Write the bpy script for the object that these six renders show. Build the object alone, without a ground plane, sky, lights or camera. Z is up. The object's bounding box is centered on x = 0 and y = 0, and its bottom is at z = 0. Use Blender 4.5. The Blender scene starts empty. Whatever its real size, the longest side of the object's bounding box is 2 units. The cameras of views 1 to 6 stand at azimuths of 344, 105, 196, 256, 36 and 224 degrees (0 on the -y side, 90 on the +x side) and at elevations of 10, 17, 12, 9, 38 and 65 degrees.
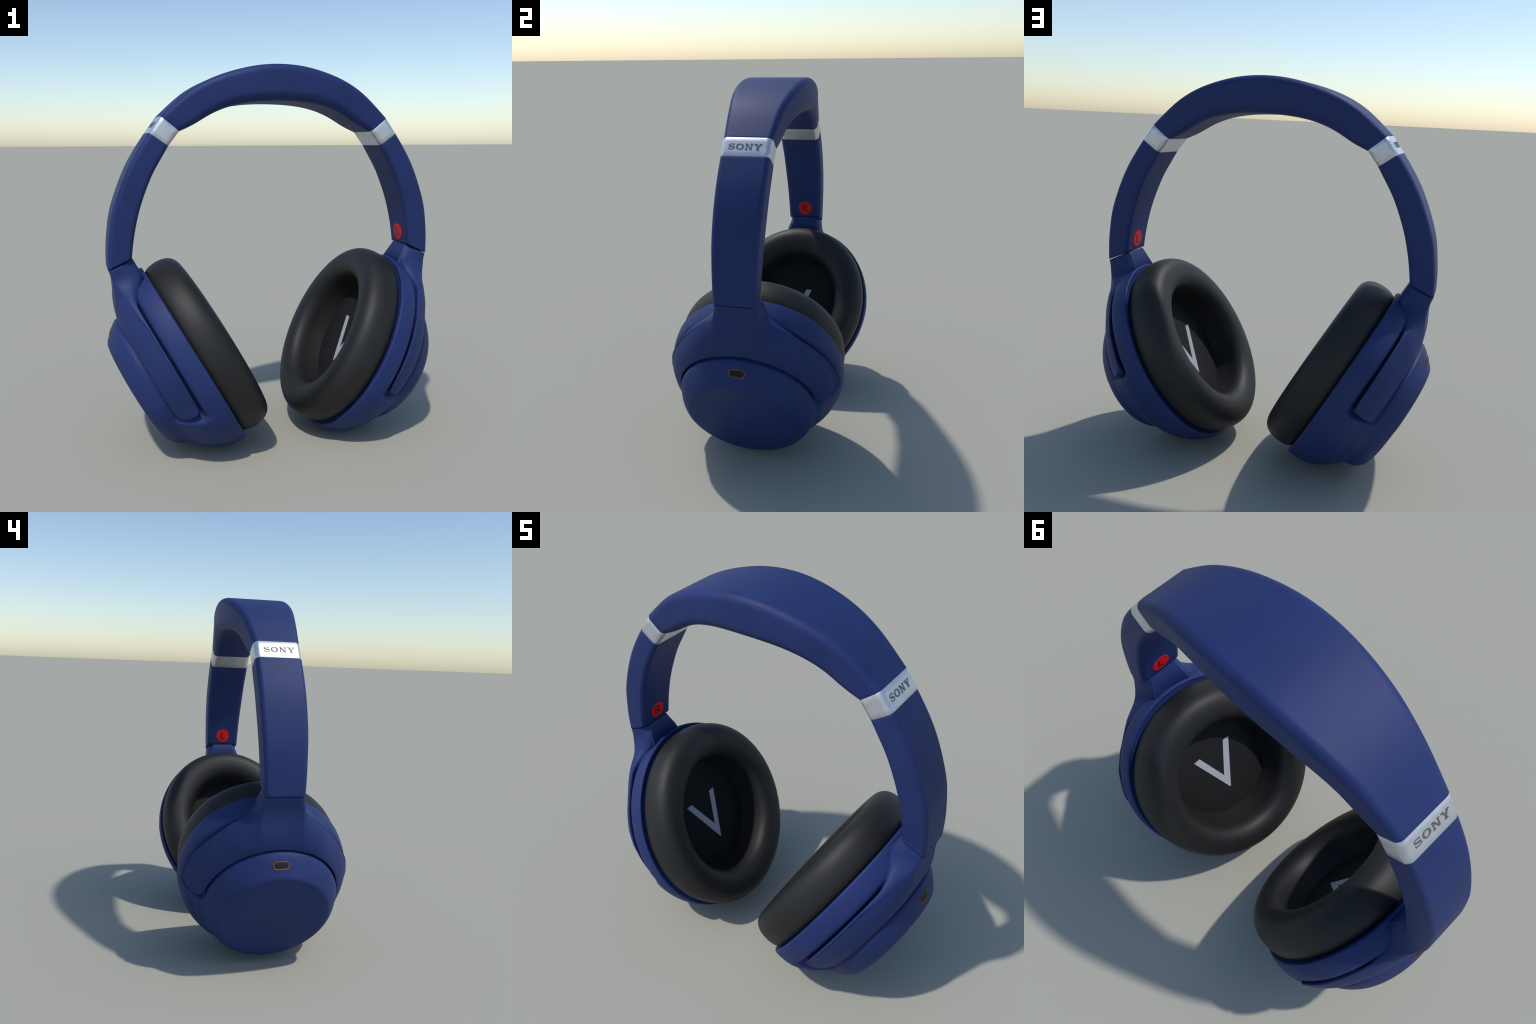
import bpy, bmesh, math
import numpy as np
from mathutils import Vector

# ------------------------------------------------------------------ helpers
def new_mesh(name, verts, faces, mat, smooth=True, mirror=False, angle=None):
    """mesh object; mirror=True reflects it in x (left/right twin)."""
    verts = [tuple(float(c) for c in v) for v in verts]
    if mirror:
        verts = [(-x, y, z) for x, y, z in verts]
        faces = [tuple(reversed(f)) for f in faces]
    me = bpy.data.meshes.new(name)
    me.from_pydata(verts, [], faces)
    me.validate()
    me.update()
    bm = bmesh.new(); bm.from_mesh(me)
    bmesh.ops.remove_doubles(bm, verts=bm.verts, dist=1e-6)
    bmesh.ops.recalc_face_normals(bm, faces=bm.faces)
    bm.to_mesh(me); bm.free()
    me.polygons.foreach_set('use_smooth', [smooth] * len(me.polygons))
    ob = bpy.data.objects.new(name, me)
    bpy.context.scene.collection.objects.link(ob)
    me.materials.append(mat)
    if angle is not None:
        me.set_sharp_from_angle(angle=math.radians(angle))
    return ob

def put_under(child, parent):
    child.parent = parent

def catmull(ctrl, n, closed=False):
    """smooth natural cubic spline through control points, n samples, by chord length."""
    P = np.asarray(ctrl, float)
    d = np.r_[0, np.cumsum(np.linalg.norm(np.diff(P[:, :2], axis=0), axis=1))]
    return spline(d, P, np.linspace(0, d[-1], n))

def spline(x, Y, q):
    x = np.asarray(x, float); Y = np.asarray(Y, float)
    if Y.ndim == 1:
        return spline(x, Y[:, None], q)[:, 0]
    n = len(x); h = np.diff(x)
    A = np.zeros((n, n)); B = np.zeros_like(Y)
    A[0, 0] = A[-1, -1] = 1
    for i in range(1, n - 1):
        A[i, i - 1] = h[i - 1]; A[i, i] = 2 * (h[i - 1] + h[i]); A[i, i + 1] = h[i]
        B[i] = 6 * ((Y[i + 1] - Y[i]) / h[i] - (Y[i] - Y[i - 1]) / h[i - 1])
    M = np.linalg.solve(A, B)
    q = np.asarray(q, float)
    k = np.clip(np.searchsorted(x, q) - 1, 0, n - 2)
    a = (x[k + 1] - q) / h[k]; b = (q - x[k]) / h[k]
    a = a[:, None]; b = b[:, None]; hk = h[k][:, None]
    return a * Y[k] + b * Y[k + 1] + ((a ** 3 - a) * M[k] + (b ** 3 - b) * M[k + 1]) * hk ** 2 / 6

def smooth(a, b, x):
    t = np.clip((x - a) / (b - a), 0, 1)
    return t * t * (3 - 2 * t)

def loft(rings, cap=True, closed_u=False):
    """rings: list of equal-length closed loops."""
    n = len(rings[0]); V = [p for r in rings for p in r]; F = []
    m = len(rings)
    for j in range(m - 1 if not closed_u else m):
        j2 = (j + 1) % m
        for i in range(n):
            F.append((j * n + i, j * n + (i + 1) % n, j2 * n + (i + 1) % n, j2 * n + i))
    if cap and not closed_u:
        F.append(tuple(range(n - 1, -1, -1)))
        F.append(tuple((m - 1) * n + i for i in range(n)))
    return V, F

# ------------------------------------------------------------------ materials
def material(name, colour, rough, metallic=0.0, spec=0.5, grain=0.0, grain_scale=180.0,
             vary=0.0, vary_scale=5.0, rough_vary=0.0, tint=None):
    m = bpy.data.materials.new(name); m.use_nodes = True
    nt = m.node_tree; b = nt.nodes['Principled BSDF']
    b.inputs['Base Color'].default_value = (*colour, 1)
    b.inputs['Roughness'].default_value = rough
    b.inputs['Metallic'].default_value = metallic
    b.inputs['Specular IOR Level'].default_value = spec
    tc = nt.nodes.new('ShaderNodeTexCoord')
    if vary:
        nz = nt.nodes.new('ShaderNodeTexNoise'); nz.inputs['Scale'].default_value = vary_scale
        nz.inputs['Detail'].default_value = 3
        nt.links.new(tc.outputs['Object'], nz.inputs['Vector'])
        rp = nt.nodes.new('ShaderNodeValToRGB')
        rp.color_ramp.elements[0].position = 0.35; rp.color_ramp.elements[1].position = 0.65
        t2 = tint or colour
        rp.color_ramp.elements[0].color = tuple(c * (1 - vary) for c in colour) + (1,)
        rp.color_ramp.elements[1].color = tuple(c * (1 + vary) for c in t2) + (1,)
        nt.links.new(nz.outputs['Fac'], rp.inputs['Fac'])
        nt.links.new(rp.outputs['Color'], b.inputs['Base Color'])
        if rough_vary:
            mr = nt.nodes.new('ShaderNodeMapRange')
            mr.inputs['To Min'].default_value = rough - rough_vary
            mr.inputs['To Max'].default_value = rough + rough_vary
            nt.links.new(nz.outputs['Fac'], mr.inputs['Value'])
            nt.links.new(mr.outputs['Result'], b.inputs['Roughness'])
    if grain:
        n2 = nt.nodes.new('ShaderNodeTexNoise'); n2.inputs['Scale'].default_value = grain_scale
        n2.inputs['Detail'].default_value = 2
        nt.links.new(tc.outputs['Object'], n2.inputs['Vector'])
        bp = nt.nodes.new('ShaderNodeBump'); bp.inputs['Strength'].default_value = grain
        bp.inputs['Distance'].default_value = 0.002
        nt.links.new(n2.outputs['Fac'], bp.inputs['Height'])
        nt.links.new(bp.outputs['Normal'], b.inputs['Normal'])
    return m

BLUE = material('blue_soft_touch', (0.0160, 0.0315, 0.122), 0.56, spec=0.22, vary=0.05, vary_scale=6,
                rough_vary=0.03, tint=(0.0170, 0.0305, 0.126), grain=0.04, grain_scale=240)
BLACK = material('black_leatherette', (0.0115, 0.0115, 0.0115), 0.56, spec=0.38, vary=0.08, vary_scale=9,
                 grain=0.06, grain_scale=260)
CLOTH = material('black_speaker_cloth', (0.0115, 0.0115, 0.012), 0.75, spec=0.25, grain=0.15, grain_scale=420)
SILVER = material('brushed_silver', (0.60, 0.62, 0.66), 0.38, metallic=0.75, spec=0.5, vary=0.05,
                  vary_scale=24, grain=0.05, grain_scale=300)
INK = material('dark_grey_ink', (0.095, 0.097, 0.102), 0.5)
RED = material('red_badge', (0.68, 0.006, 0.008), 0.55, spec=0.3)
BADGE_INK = material('badge_letter_ink', (0.035, 0.004, 0.010), 0.5)
PALE = material('pale_grey_print', (0.40, 0.40, 0.44), 0.6, grain=0.1, grain_scale=300)
COPPER = material('copper_trim', (0.110, 0.040, 0.017), 0.5, metallic=0.1, vary=0.2, vary_scale=30)
PORT = material('port_dark', (0.010, 0.010, 0.009), 0.6, spec=0.25)

# ------------------------------------------------------------------ headband
# side-view profile, half of it: outer edge and inner edge points (x, z), half width in y
CUSHION_OUT = [(0, 2.000), (.131, 1.990), (.228, 1.969), (.348, 1.929), (.464, 1.866), (.540, 1.804), (.608, 1.742)]
CUSHION_IN = [(0, 1.819), (.10, 1.816), (.19, 1.806), (.275, 1.786), (.373, 1.743), (.441, 1.703), (.516, 1.668)]
CUSHION_HW = [.189, .186, .178, .165, .148, .135, .1235]
CUSHION_R = [.037, .037, .037, .036, .034, .031, .028]
CLIP_OUT = [(.608, 1.742), (.666, 1.662)]
CLIP_IN = [(.516, 1.668), (.572, 1.596)]
ARM_OUT = [(.666, 1.662), (.714, 1.592), (.762, 1.513), (.798, 1.438), (.832, 1.352), (.861, 1.259), (.876, 1.168), (.884, 1.090), (.886, .990)]
ARM_IN = [(.572, 1.596), (.612, 1.530), (.650, 1.464), (.680, 1.398), (.706, 1.330), (.727, 1.262), (.743, 1.195), (.755, 1.130), (.766, 1.046)]
ARM_HW = [.123, .123, .122, .121, .119, .116, .113, .110, .107]

def section(o, i, hw, rad, rad_in, k=14):
    """rounded-rectangle ring across the band between outer point o and inner point i."""
    o = np.array([o[0], 0, o[1]]); i = np.array([i[0], 0, i[1]])
    m = (o + i) / 2; d = o - i; h = np.linalg.norm(d) / 2; d = d / (2 * h)
    pts = []
    r_out, r_in = rad, min(rad_in, h * .95)
    for q, (sy, sd) in enumerate(((1, 1), (-1, 1), (-1, -1), (1, -1))):
        rad = r_out if sd > 0 else r_in
        for a in range(k + 1):
            t = a / k * math.pi / 2 + q * math.pi / 2
            y = sy * (hw - rad) + rad * math.cos(t)
            z = sd * (h - rad) + rad * math.sin(t)
            pts.append(m + d * z + np.array([0, y, 0]))
    return pts

def band_piece(name, out, inn, hw, rad, n, mat, mirror=False, bevel=.0004, under=0.0):
    O = np.column_stack([catmull(out, n)]); I = catmull(inn, n)
    s = np.linspace(0, 1, len(hw)); q = np.linspace(0, 1, n)
    W = spline(s, np.array(hw), q); Rd = spline(s, np.array(rad), q)
    rings = []
    for j in range(n):
        rings.append(section(O[j], I[j], W[j], Rd[j], Rd[j] * (1 + under * max(0, Rd[j] - .026) / .02)))
    # tiny rounded lips at both ends
    def lip(a, b, jj):
        ra = [np.array(p) for p in rings[jj]]
        c = sum(ra) / len(ra)
        return [p + (c - p) / max(np.linalg.norm(c - p), 1e-6) * bevel for p in ra]
    e0 = lip(0, 1, 0); e1 = lip(0, 1, n - 1)
    # pull first/last ring back so that the lip has depth
    def back(r, r2, t):
        return [p + (q2 - p) / max(np.linalg.norm(q2 - p), 1e-6) * t for p, q2 in zip(r, r2)]
    first = back(rings[0], rings[1], bevel); last = back(rings[-1], rings[-2], bevel)
    rings = [e0, first] + rings[1:-1] + [last, e1]
    V, F = loft(rings)
    return new_mesh(name, V, F, mat, mirror=mirror, angle=50)

root = bpy.data.objects.new('headphones', None)
root.empty_display_size = .2
bpy.context.scene.collection.objects.link(root)
root['label'] = 'blue over-ear headphones with black cushions and silver clips'
root['category'] = 'headphones'

both = lambda L: [(-x, z) for x, z in reversed(L[1:])] + list(L)
sym = lambda L: list(reversed(L[1:])) + list(L)
cushion = band_piece('headband_cushion', both(CUSHION_OUT), both(CUSHION_IN), sym(CUSHION_HW), sym(CUSHION_R), 121, BLUE, under=.8)
put_under(cushion, root)

# ------------------------------------------------------------------ flat lettering (prisms of outlines)
def prism(name, outlines, place, mat, depth=.0015, parent=None, mirror=False):
    """outlines: list of 2D polygons; place(x, y, h) -> world point. Each stroke stands a hair
    higher than the one before, so that no two faces share a plane."""
    V = []; F = []
    for k, poly in enumerate(outlines):
        n = len(poly); b = len(V); top = depth + k * .00012
        V += [place(x, y, top) for x, y in poly] + [place(x, y, -.004) for x, y in poly]
        F.append(tuple(b + i for i in range(n)))
        F.append(tuple(b + n + i for i in reversed(range(n))))
        F += [(b + i, b + (i + 1) % n, b + n + (i + 1) % n, b + n + i) for i in range(n)]
    ob = new_mesh(name, V, F, mat, smooth=False)
    if parent: put_under(ob, parent)
    return ob

def box(x0, y0, x1, y1): return [(x0, y0), (x1, y0), (x1, y1), (x0, y1)]

def ribbon(path, width):
    """outline of a stroke of varying width along a centre line."""
    P = np.array(path, float); W = np.array(width, float) / 2
    T = np.gradient(P, axis=0); T /= np.linalg.norm(T, axis=1)[:, None]
    N = np.column_stack([-T[:, 1], T[:, 0]])
    return [tuple(p) for p in P + N * W[:, None]] + [tuple(p) for p in (P - N * W[:, None])[::-1]]

def arc(cx, cy, rx, ry, a0, a1, n=24):
    return [(cx + rx * math.cos(math.radians(a)), cy + ry * math.sin(math.radians(a))) for a in np.linspace(a0, a1, n)]

def slab_word():
    """four wide slab-serif capitals, cap height 1, drawn from strokes; returns (outlines, width)."""
    out = []; x = 0.0
    # S
    path = arc(.56, .715, .40, .215, 20, 270, 26)[:-1] + arc(.56, .275, .44, .215, 90, -160, 26)
    n = len(path); w = [.14 + .13 * math.exp(-((i / (n - 1) - .5) / .16) ** 2) for i in range(n)]
    out.append(ribbon(path, w))
    out.append(box(.87, .66, .97, .98)); out.append(box(.10, .02, .20, .36))
    x = 1.30
    # O : two half rings
    for a0, a1 in ((90, 270), (270, 450)):
        p = arc(x + .56, .5, .47, .43, a0, a1, 28)
        ww = [.12 + .15 * abs(math.cos(math.radians(a))) for a in np.linspace(a0, a1, 28)]
        out.append(ribbon(p, ww))
    x = 2.68
    # N
    out += [box(x + .12, .0, x + .28, 1), box(x + .90, 0, x + 1.06, 1),
            [(x + .10, 1), (x + .38, 1), (x + 1.06, .0), (x + .78, .0)],
            box(x, 0, x + .40, .09), box(x, .91, x + .30, 1), box(x + .78, .91, x + 1.18, 1)]
    x = 4.06
    # Y
    out += [[(x + .10, 1), (x + .36, 1), (x + .70, .47), (x + .70, .36), (x + .50, .36)],
            [(x + .94, 1), (x + 1.11, 1), (x + .72, .38), (x + .56, .44)],
            box(x + .49, 0, x + .71, .44), box(x, .91, x + .46, 1), box(x + .80, .91, x + 1.22, 1),
            box(x + .36, 0, x + .84, .09)]
    return out, 5.28

LETTER_L = [[(-.28, -.5), (.32, -.5), (.32, -.34), (-.09, -.34), (-.09, .5), (-.28, .5)]]
bowl = [(-.30, .41), (.05, .41)] + arc(.05, .22, .20, .19, 90, -90, 14)[1:-1] + [(.05, .03), (-.30, .03)]
LETTER_R = [box(-.36, -.5, -.19, .5), ribbon(bowl, [.16] * len(bowl)), [(-.02, .03), (.17, .03), (.40, -.5), (.20, -.5)]]

# ------------------------------------------------------------------ clips and arms
for mirror in (False, True):
    s = -1 if mirror else 1
    clip = band_piece('headband_clip', CLIP_OUT, CLIP_IN, [.1235, .1230], [.028, .026], 5, SILVER, mirror, bevel=.0003)
    put_under(clip, root)
    # word on the clip's outer face
    a, b = np.array(CLIP_OUT[0]), np.array(CLIP_OUT[1])
    up = (a - b) / np.linalg.norm(a - b); nrm = np.array([-up[1], up[0]])
    if nrm[0] < 0: nrm = -nrm
    mid = (a + b) / 2
    word, ww = slab_word()
    H = .0315; SX = .166 / ww
    def place(x, y, h, s=s):
        p = mid + up * (y - .5) * H + nrm * h
        return (s * p[0], s * ((x - ww / 2) * SX) - .004, p[1])
    prism('clip_lettering', word, place, INK, depth=.0006, parent=clip)

    arm = band_piece('headband_arm', ARM_OUT, ARM_IN, ARM_HW, [.026] * 9, 60, BLUE, mirror, bevel=.0012)
    put_under(arm, root)
    # round badge on the inner face
    a, b = np.array(ARM_IN[-2]), np.array(ARM_IN[-1])
    up = (a - b) / np.linalg.norm(a - b); nrm = np.array([-up[1], up[0]])
    if nrm[0] > 0: nrm = -nrm
    mid = b + (a - b) * ((1.107 - b[1]) / (a[1] - b[1]))
    def place_badge(x, y, h, s=s):
        p = mid + up * y + nrm * h
        return (s * p[0], -s * x + .003, p[1])
    badge = prism('side_badge', [arc(0, 0, .0455, .0455, 0, 357.5, 144)], place_badge, RED, depth=.002, parent=arm)
    glyph = LETTER_R if mirror else LETTER_L
    prism('badge_letter', [[(x * .052, y * .050) for x, y in g] for g in glyph],
          lambda x, y, h, f=place_badge: f(x, y, h + .0022), BADGE_INK, depth=.0006, parent=arm)

# ------------------------------------------------------------------ ear cups
# cup frame: u runs up the cup, v = y, w points from the cup toward the head
TILT = .5055
C0 = np.array([.3842, 0.0, .5489])
UA = np.array([math.sin(TILT), 0, math.cos(TILT)])
WA = np.array([-math.cos(TILT), 0, math.sin(TILT)])
PHI = .3258                       # the oval leans back by this angle
A_RIM, B_RIM = .529, .4635
DROP = -.004                      # the oval's centre lies this far down its long axis

def world(u, v, w):
    return C0 + u * UA + np.array([0, v, 0]) + w * WA

def oval_r(th, a=A_RIM, b=B_RIM):
    return 1 / np.sqrt((np.cos(th - PHI) / a) ** 2 + (np.sin(th - PHI) / b) ** 2) + DROP * np.cos(th - PHI)

def interp_smooth(table, q):
    t = np.array(table, float)
    return np.interp(q, t[:, 0], t[:, 1])

# housing: profile from the rim (under the cushion) to the flat outer face.
# each row: oval scale, circle radius, mix(0 oval .. 1 circle), w
RIM = [(.30, 0, 0, -.092), (.74, 0, 0, -.092), (.86, 0, 0, -.090), (.94, 0, 0, -.084), (.965, 0, 0, -.082), (.985, 0, 0, -.077), (.997, 0, 0, -.079), (1.003, 0, 0, -.087)]
CAP = [(.8, .3620, 1, -.3390), (.8, .3490, 1, -.3590), (.8, .3370, 1, -.3740), (.8, .3240, 1, -.3890), (.8, .3100, 1, -.4040), (.8, .2960, 1, -.4185),
       (.8, .2830, 1, -.4310), (.8, .2740, 1, -.4362), (.8, .262, 1, -.4388), (.8, .22, 1, -.4392), (.8, .14, 1, -.4393), (.8, .05, 1, -.4394)]
FULL = RIM + [(1.005, 0, 0, -.100), (1.005, 0, 0, -.130), (1.000, 0, 0, -.160), (.988, 0, 0, -.185), (.977, 0, 0, -.200),
              (.963, 0, 0, -.217), (.945, 0, 0, -.236), (.921, 0, 0, -.254), (.893, .42, .04, -.270), (.865, .410, .15, -.285),
              (.84, .400, .4, -.299), (.83, .388, .72, -.313), (.80, .375, .95, -.328)] + CAP
# the same rows where the yoke lies in its recess
RECESS = RIM + [(1.003, 0, 0, -.100), (1.001, 0, 0, -.130), (.992, 0, 0, -.160), (.978, 0, 0, -.178), (.955, 0, 0, -.187),
                (.915, 0, 0, -.192), (.88, 0, 0, -.200), (.86, 0, 0, -.215), (.84, .40, .1, -.235), (.82, .39, .3, -.255),
                (.80, .370, .6, -.275), (.80, .357, .9, -.290), (.80, .356, 1, -.324)] + CAP
TH_BACK, TH_FRONT = math.radians(85.5), math.radians(-112.5)

def refine(rows, passes, k=3):
    """smooth the hand-placed profile rows."""
    R = np.array(rows, float); R[R[:, 1] == 0, 1] = .43; x = np.arange(len(R)); q = np.linspace(0, len(R) - 1, (len(R) - 1) * k + 1)
    out = np.column_stack([np.interp(q, x, R[:, j]) for j in range(4)])
    soft = np.clip((np.arange(len(out)) - 8 * k) / (2 * k), 0, 1)[1:-1, None]
    for it in range(passes):
        o = out.copy(); sm = .25 * o[:-2] + .5 * o[1:-1] + .25 * o[2:]
        out[1:-1] = sm if it < 2 else sm * soft + o[1:-1] * (1 - soft)
    return out

def housing(mirror):
    FU, RE = refine(FULL, 14), refine(RECESS, 1)
    n = 480; th = np.linspace(-math.pi, math.pi, n, endpoint=False)
    rings = []
    rE = oval_r(th)
    e = math.radians(2.0)
    mask = smooth(TH_FRONT - e, TH_FRONT + e, th) * (1 - smooth(TH_BACK - e, TH_BACK + e, th))
    for f, r in zip(FU, RE):
        rf = (1 - f[2]) * f[0] * rE + f[2] * f[1]
        rr = (1 - r[2]) * r[0] * rE + r[2] * r[1]
        rad = rf * (1 - mask) + rr * mask
        w = f[3] * (1 - mask) + r[3] * mask
        low = (1 - np.cos(th)) / 2                  # 0 at the top of the cup, 1 at its bottom
        front = (1 - np.cos(th - .3)) / 2           # the same, turned a little toward the front
        fill = .034 * smooth(-.245, -.330, w) * (1 - smooth(-.335, -.430, w)) * front ** 8
        reach = .050 * smooth(-.330, -.415, w) * (.5 * low + .5 * front) ** 1.5
        rad = rad + (fill + reach) * min(1, f[1] / .27)
        rad = rad + .004 * np.exp(-((th - 1.40) / .42) ** 2) * smooth(-.085, -.115, w) * (1 - smooth(-.20, -.275, w))   # fuller shoulder at the back
        rings.append([world(R * math.cos(t), R * math.sin(t), W) for R, t, W in zip(rad, th, w)])
    V, F = loft(rings)
    return new_mesh('ear_cup', V, F, BLUE, mirror=mirror, angle=60)

# yoke: a saddle between the arm and the cup with two prongs; stations run from the back prong
# tip over the neck to the front prong tip.
# rim-side edge: u, v, w of its inner lower edge, w of its outer upper edge, angle (deg) of the cap-side edge
BACK_EDGE = [(.055, .460, -.208, -.216, 84), (.10, .456, -.206, -.214, 78), (.17, .438, -.204, -.213, 69),
             (.25, .409, -.203, -.212, 59), (.335, .348, -.203, -.212, 48), (.405, .277, -.202, -.212, 38),
             (.440, .240, -.197, -.211, 33), (.467, .205, -.184, -.206, 28.5), (.492, .168, -.164, -.197, 24.5),
             (.515, .141, -.146, -.193, 21.5), (.540, .122, -.129, -.202, 19.5), (.566, .109, -.114, -.215, 18),
             (.595, .105, -.102, -.224, 16.5), (.6245, .105, -.094, -.227, 15)]
FRONT_EDGE = [(-.155, -.432, -.212, -.220, -109), (-.10, -.437, -.206, -.214, -101), (-.02, -.447, -.203, -.212, -91),
              (.07, -.446, -.200, -.210, -79), (.16, -.424, -.198, -.209, -68), (.25, -.378, -.197, -.208, -57),
              (.335, -.317, -.197, -.208, -46.5), (.41, -.255, -.196, -.208, -37), (.440, -.226, -.192, -.207, -32.5),
              (.467, -.194, -.180, -.203, -28), (.492, -.162, -.162, -.196, -24.5), (.515, -.138, -.146, -.193, -21.5),
              (.540, -.121, -.129, -.202, -19.5), (.566, -.109, -.114, -.215, -18), (.595, -.105, -.102, -.224, -16.5),
              (.6245, -.105, -.094, -.227, -15)]
R_CAP = .3695

def yoke(mirror):
    def run(edge, n):
        P = np.array(edge); d = np.r_[0, np.cumsum(np.linalg.norm(np.diff(P[:, :3], axis=0), axis=1))]
        q = np.linspace(0, d[-1], n)
        return np.column_stack([np.interp(q, d, P[:, j]) for j in range(5)]), d[-1]
    b, _ = run(BACK_EDGE, 110); f, _ = run(FRONT_EDGE, 130)
    f = f[::-1]
    t = np.linspace(0, 1, 32)[1:-1]
    top = np.column_stack([np.full_like(t, .6245), .105 - .21 * t, np.full_like(t, -.094), np.full_like(t, -.227), 15 - 30 * t])
    S = np.vstack([b, top, f])
    for _ in range(5):      # soften the control polygon, keep the joint edge and the tips
        o = S.copy(); sm = o.copy(); sm[1:-1] = .25 * o[:-2] + .5 * o[1:-1] + .25 * o[2:]
        keep = np.zeros(len(S)); keep[[0, -1]] = 1
        S = sm * (1 - keep[:, None]) + o * keep[:, None]
    # distance from each tip, for rounding the ends
    dist = np.r_[0, np.cumsum(np.linalg.norm(np.diff(S[:, :2], axis=0), axis=1))]
    L = dist[-1]
    rings = []
    fr = np.linspace(0, 1, 22)
    for k, (u, v, wi, wo, cap) in enumerate(S):
        a = math.radians(cap)
        cu, cv = R_CAP * math.cos(a), R_CAP * math.sin(a)
        neck = float(smooth(.40, .56, u)) * float(1 - smooth(.20, .26, abs(v)))
        # outer face heights along the line from the cap edge (0) to the rim edge (1)
        pu0 = cu + (u - cu) * fr; pv0 = cv + (v - cv) * fr
        bulge = np.interp(fr, [0, .12, .35, .6, .82, .94, 1], [0, .038, .195, .415, .690, .885, 1])
        arm_w = -.320 + (wo + .320) * bulge
        nk_w = np.interp(pu0, [.35, .38, .43, .46, .493, .525, .55, .585, .6245], [-.328, -.322, -.302, -.288, -.268, -.252, -.241, -.233, -.227])
        # the arm's corners run on as soft ridges that spread apart and fade into the prongs
        ridge0 = np.interp(pu0, [.38, .45, .50, .56, .62], [.0, .045, .080, .090, .085])
        ridge1 = np.interp(pu0, [.38, .45, .50, .56, .62], [.34, .29, .215, .165, .140])
        flat = 1 - smooth(ridge0, ridge1, np.abs(pv0))
        q = np.clip(np.abs(pv0) - .077, 0, .0279); nk_w = nk_w + (.028 - np.sqrt(.028 ** 2 - q ** 2)) * smooth(.56, .615, pu0)
        w = arm_w * (1 - flat) + nk_w * flat
        for _ in range(2): w[1:-1] = .25 * w[:-2] + .5 * w[1:-1] + .25 * w[2:]
        # end rounding of the prongs
        tipd = min(dist[k], L - dist[k]); g = .055
        shrink = 1.0 if tipd > g else math.sqrt(max(0, 1 - (1 - tipd / g) ** 2))
        lo, hi = .5 - .5 * (.22 + .78 * shrink), .5 + .5 * (.22 + .78 * shrink)
        ff = lo + (hi - lo) * fr
        ww = np.interp(ff, fr, w)
        pu = cu + (u - cu) * ff; pv = cv + (v - cv) * ff
        ring = [world(x, y, z) for x, y, z in zip(pu, pv, ww)]
        eu, ev = pu[-1], pv[-1]; ew = ww[-1]
        # rounded shoulder then the side wall down to the inner edge
        wi2 = max(wi, ew + .006)
        dn = np.array([u - cu, v - cv]); dn /= np.linalg.norm(dn)
        ins = .02 * (1 - neck) + .004 * neck
        topm = float(smooth(.575, .615, u))
        prong = [(.0035, .10), (.0045, .25), (.0045, .5), (.0045, .75), (.003, .90), (0.0, .97), (-.006, 1.0)]
        stem = [(.001, .08), (.0015, .22), (.0, .42), (-.005, .60), (-.013, .76), (-.024, .90), (-.040, 1.0)]
        side_len = float(1 - smooth(.0, .09, abs(v))) # along the middle of the joint the end is square
        for (o1, h1), (o2, h2) in zip(prong, stem):
            off = o1 * (1 - neck) + o2 * neck; h = h1 * (1 - neck) + h2 * neck
            su, sv = eu + dn[0] * off, ev + dn[1] * off
            tu, tv = eu - .009 * h, ev * (1 + min(off, 0) * .8 / .105)
            ring.append(world(su + (tu - su) * topm, sv + (tv - sv) * topm, ew + (wi2 - ew) * h))
        # back side, hidden in the recess
        def at(f_): return cu + (u - cu) * (lo + (hi - lo) * f_), cv + (v - cv) * (lo + (hi - lo) * f_)
        reach_f = (float(oval_r(math.atan2(v, u))) * 1.005 - R_CAP) / (math.hypot(u, v) - R_CAP)
        reach_f = min(max(reach_f, .2), .86)
        bu, bv = at(.64 * (1 - neck) + reach_f * neck)
        ring.append(world(bu, bv, (wi2 - .006) * (1 - neck) + (wi2 + .001) * neck))
        bu, bv = at(.50 * (1 - neck) + (reach_f - .12) * neck)
        ring.append(world(bu, bv, -.225 * (1 - neck) + (-.150) * neck))
        c0u, c0v = pu[0], pv[0]
        ring.append(world(c0u, c0v, ww[0] + .03))
        ring.append(world(c0u - .0, c0v - .0, ww[0] + .006))
        rings.append(ring)
    V, F = loft(rings)
    return new_mesh('yoke', V, F, BLUE, mirror=mirror, angle=66)

# ear cushion: a fat ring on the rim; profile = (offset from the ring's centre line, w)
PAD_A, PAD_B = .4205, .3595
PAD = [(.030, -.092), (.060, -.086), (.078, -.073), (.089, -.050), (.094, -.022), (.0945, .008), (.091, .036), (.083, .061), (.069, .083),
       (.049, .099), (.025, .1075), (0, .109), (-.025, .1065), (-.047, .098), (-.066, .084), (-.079, .064), (-.086, .041),
       (-.090, .014), (-.095, -.014), (-.102, -.042), (-.110, -.070), (-.117, -.100), (-.10, -.118), (-.04, -.112)]

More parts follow.
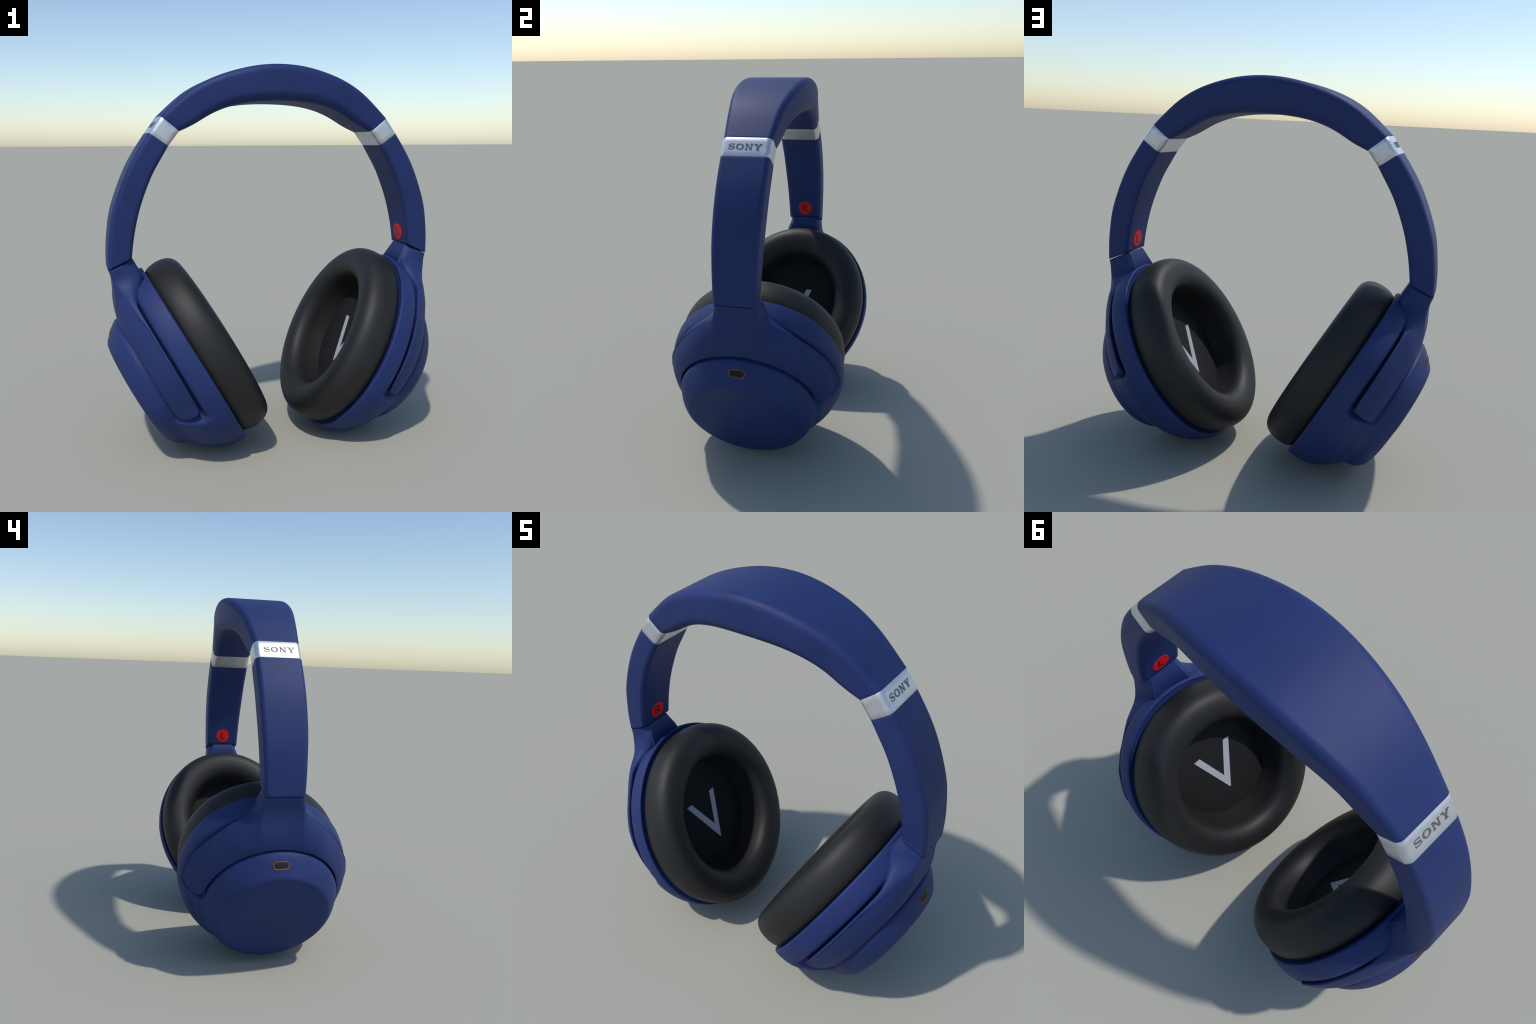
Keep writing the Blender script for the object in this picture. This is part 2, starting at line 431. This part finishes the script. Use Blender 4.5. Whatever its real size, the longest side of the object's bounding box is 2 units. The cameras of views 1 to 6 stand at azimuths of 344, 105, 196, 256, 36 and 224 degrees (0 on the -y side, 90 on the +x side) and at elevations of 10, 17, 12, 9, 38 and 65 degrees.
def pad(mirror):
    P = np.array(PAD + PAD[:1]); x = np.arange(len(P)); q = np.linspace(0, len(P) - 1, 88, endpoint=False)
    prof = spline(x, P, q)
    rings = []
    for th in np.linspace(0, 2 * math.pi, 240, endpoint=False):
        c, s_ = math.cos(th), math.sin(th)
        ring = []
        # centre line: nearly elliptic oval, normal offset
        base = np.array([PAD_A * c + DROP - .001 * max(c, 0), PAD_B * s_])
        nr = np.array([c / PAD_A, s_ / PAD_B]); nr /= np.linalg.norm(nr)
        for o, w in prof:
            if o < 0: o = o * (1 + .07 * c * c - .08 * s_ * s_)               # the opening is rounder than the ring
            if w > 0: w = w * (1 - .045 * c * c)                             # the roll is flatter at top and bottom
            U, Vv = base + nr * o
            ring.append(world(U * math.cos(PHI) - Vv * math.sin(PHI), U * math.sin(PHI) + Vv * math.cos(PHI), w))
        rings.append(ring)
    V, F = loft(rings, cap=False, closed_u=True)
    return new_mesh('ear_cushion', V, F, BLACK, mirror=mirror)

def disc(mirror):
    rings = []
    th = np.linspace(0, 2 * math.pi, 160, endpoint=False)
    for k, w in ((1.0, -.095), (1.0, -.073), (.985, -.0712), (.5, -.071), (.05, -.071)):
        ring = []
        for t in th:
            U, Vv = .330 * k * math.cos(t) + DROP, .285 * k * math.sin(t)
            ring.append(world(U * math.cos(PHI) - Vv * math.sin(PHI), U * math.sin(PHI) + Vv * math.cos(PHI), w))
        rings.append(ring)
    V, F = loft(rings)
    return new_mesh('speaker_cover', V, F, CLOTH, mirror=mirror, angle=40)

def port(mirror, cup):
    """small oval socket on the upper slope of the cup, with a copper rim."""
    prof = np.array(CAP)[::-1]
    def on_slope(x, y, h):
        w = -.3885 + .707 * y - .01 * x
        r = np.interp(w, prof[:, 3], prof[:, 1]) + .707 * h
        v = x + .006
        return world(math.sqrt(r * r - v * v), v, w - .707 * h)
    def stadium(hx, hy, k=16):
        r = hy; return arc(hx - r, 0, r, r, -90, 90, k) + arc(-(hx - r), 0, r, r, 90, 270, k)
    def ring(hx, hy, h): return [on_slope(x, y, h) for x, y in stadium(hx, hy)]
    rings = [ring(.0450, .0240, -.012), ring(.0450, .0240, .0006), ring(.0442, .0232, .0020), ring(.0424, .0214, .0025),
             ring(.0390, .0180, .0022), ring(.0366, .0156, .0008), ring(.0366, .0156, -.010)]
    V, F = loft(rings)
    a = new_mesh('port_rim', V, F, COPPER, mirror=mirror, angle=60)
    rings = [ring(.0372, .0162, -.011), ring(.0372, .0162, .0010), ring(.025, .0115, .0012), ring(.0125, .006, .0016), ring(.002, .001, .0018)]
    V, F = loft(rings)
    b = new_mesh('port_opening', V, F, PORT, mirror=mirror, angle=60)
    put_under(a, cup); put_under(b, cup)

V_MARK = [[(-.121, .103), (-.084, .103), (.0, -.078), (.071, .103), (.107, .103), (.0015, -.162), (-.0045, -.162)]]

for mirror in (False, True):
    s = -1 if mirror else 1
    cup = housing(mirror); put_under(cup, root)
    put_under(yoke(mirror), root)
    put_under(pad(mirror), cup)
    put_under(disc(mirror), cup)
    def place_mark(x, y, h, s=s):
        p = world(y, x, -.0708 + h); return (s * p[0], p[1], p[2])
    prism('speaker_mark', V_MARK, place_mark, PALE, depth=.0014, parent=cup)
    port(mirror, cup)
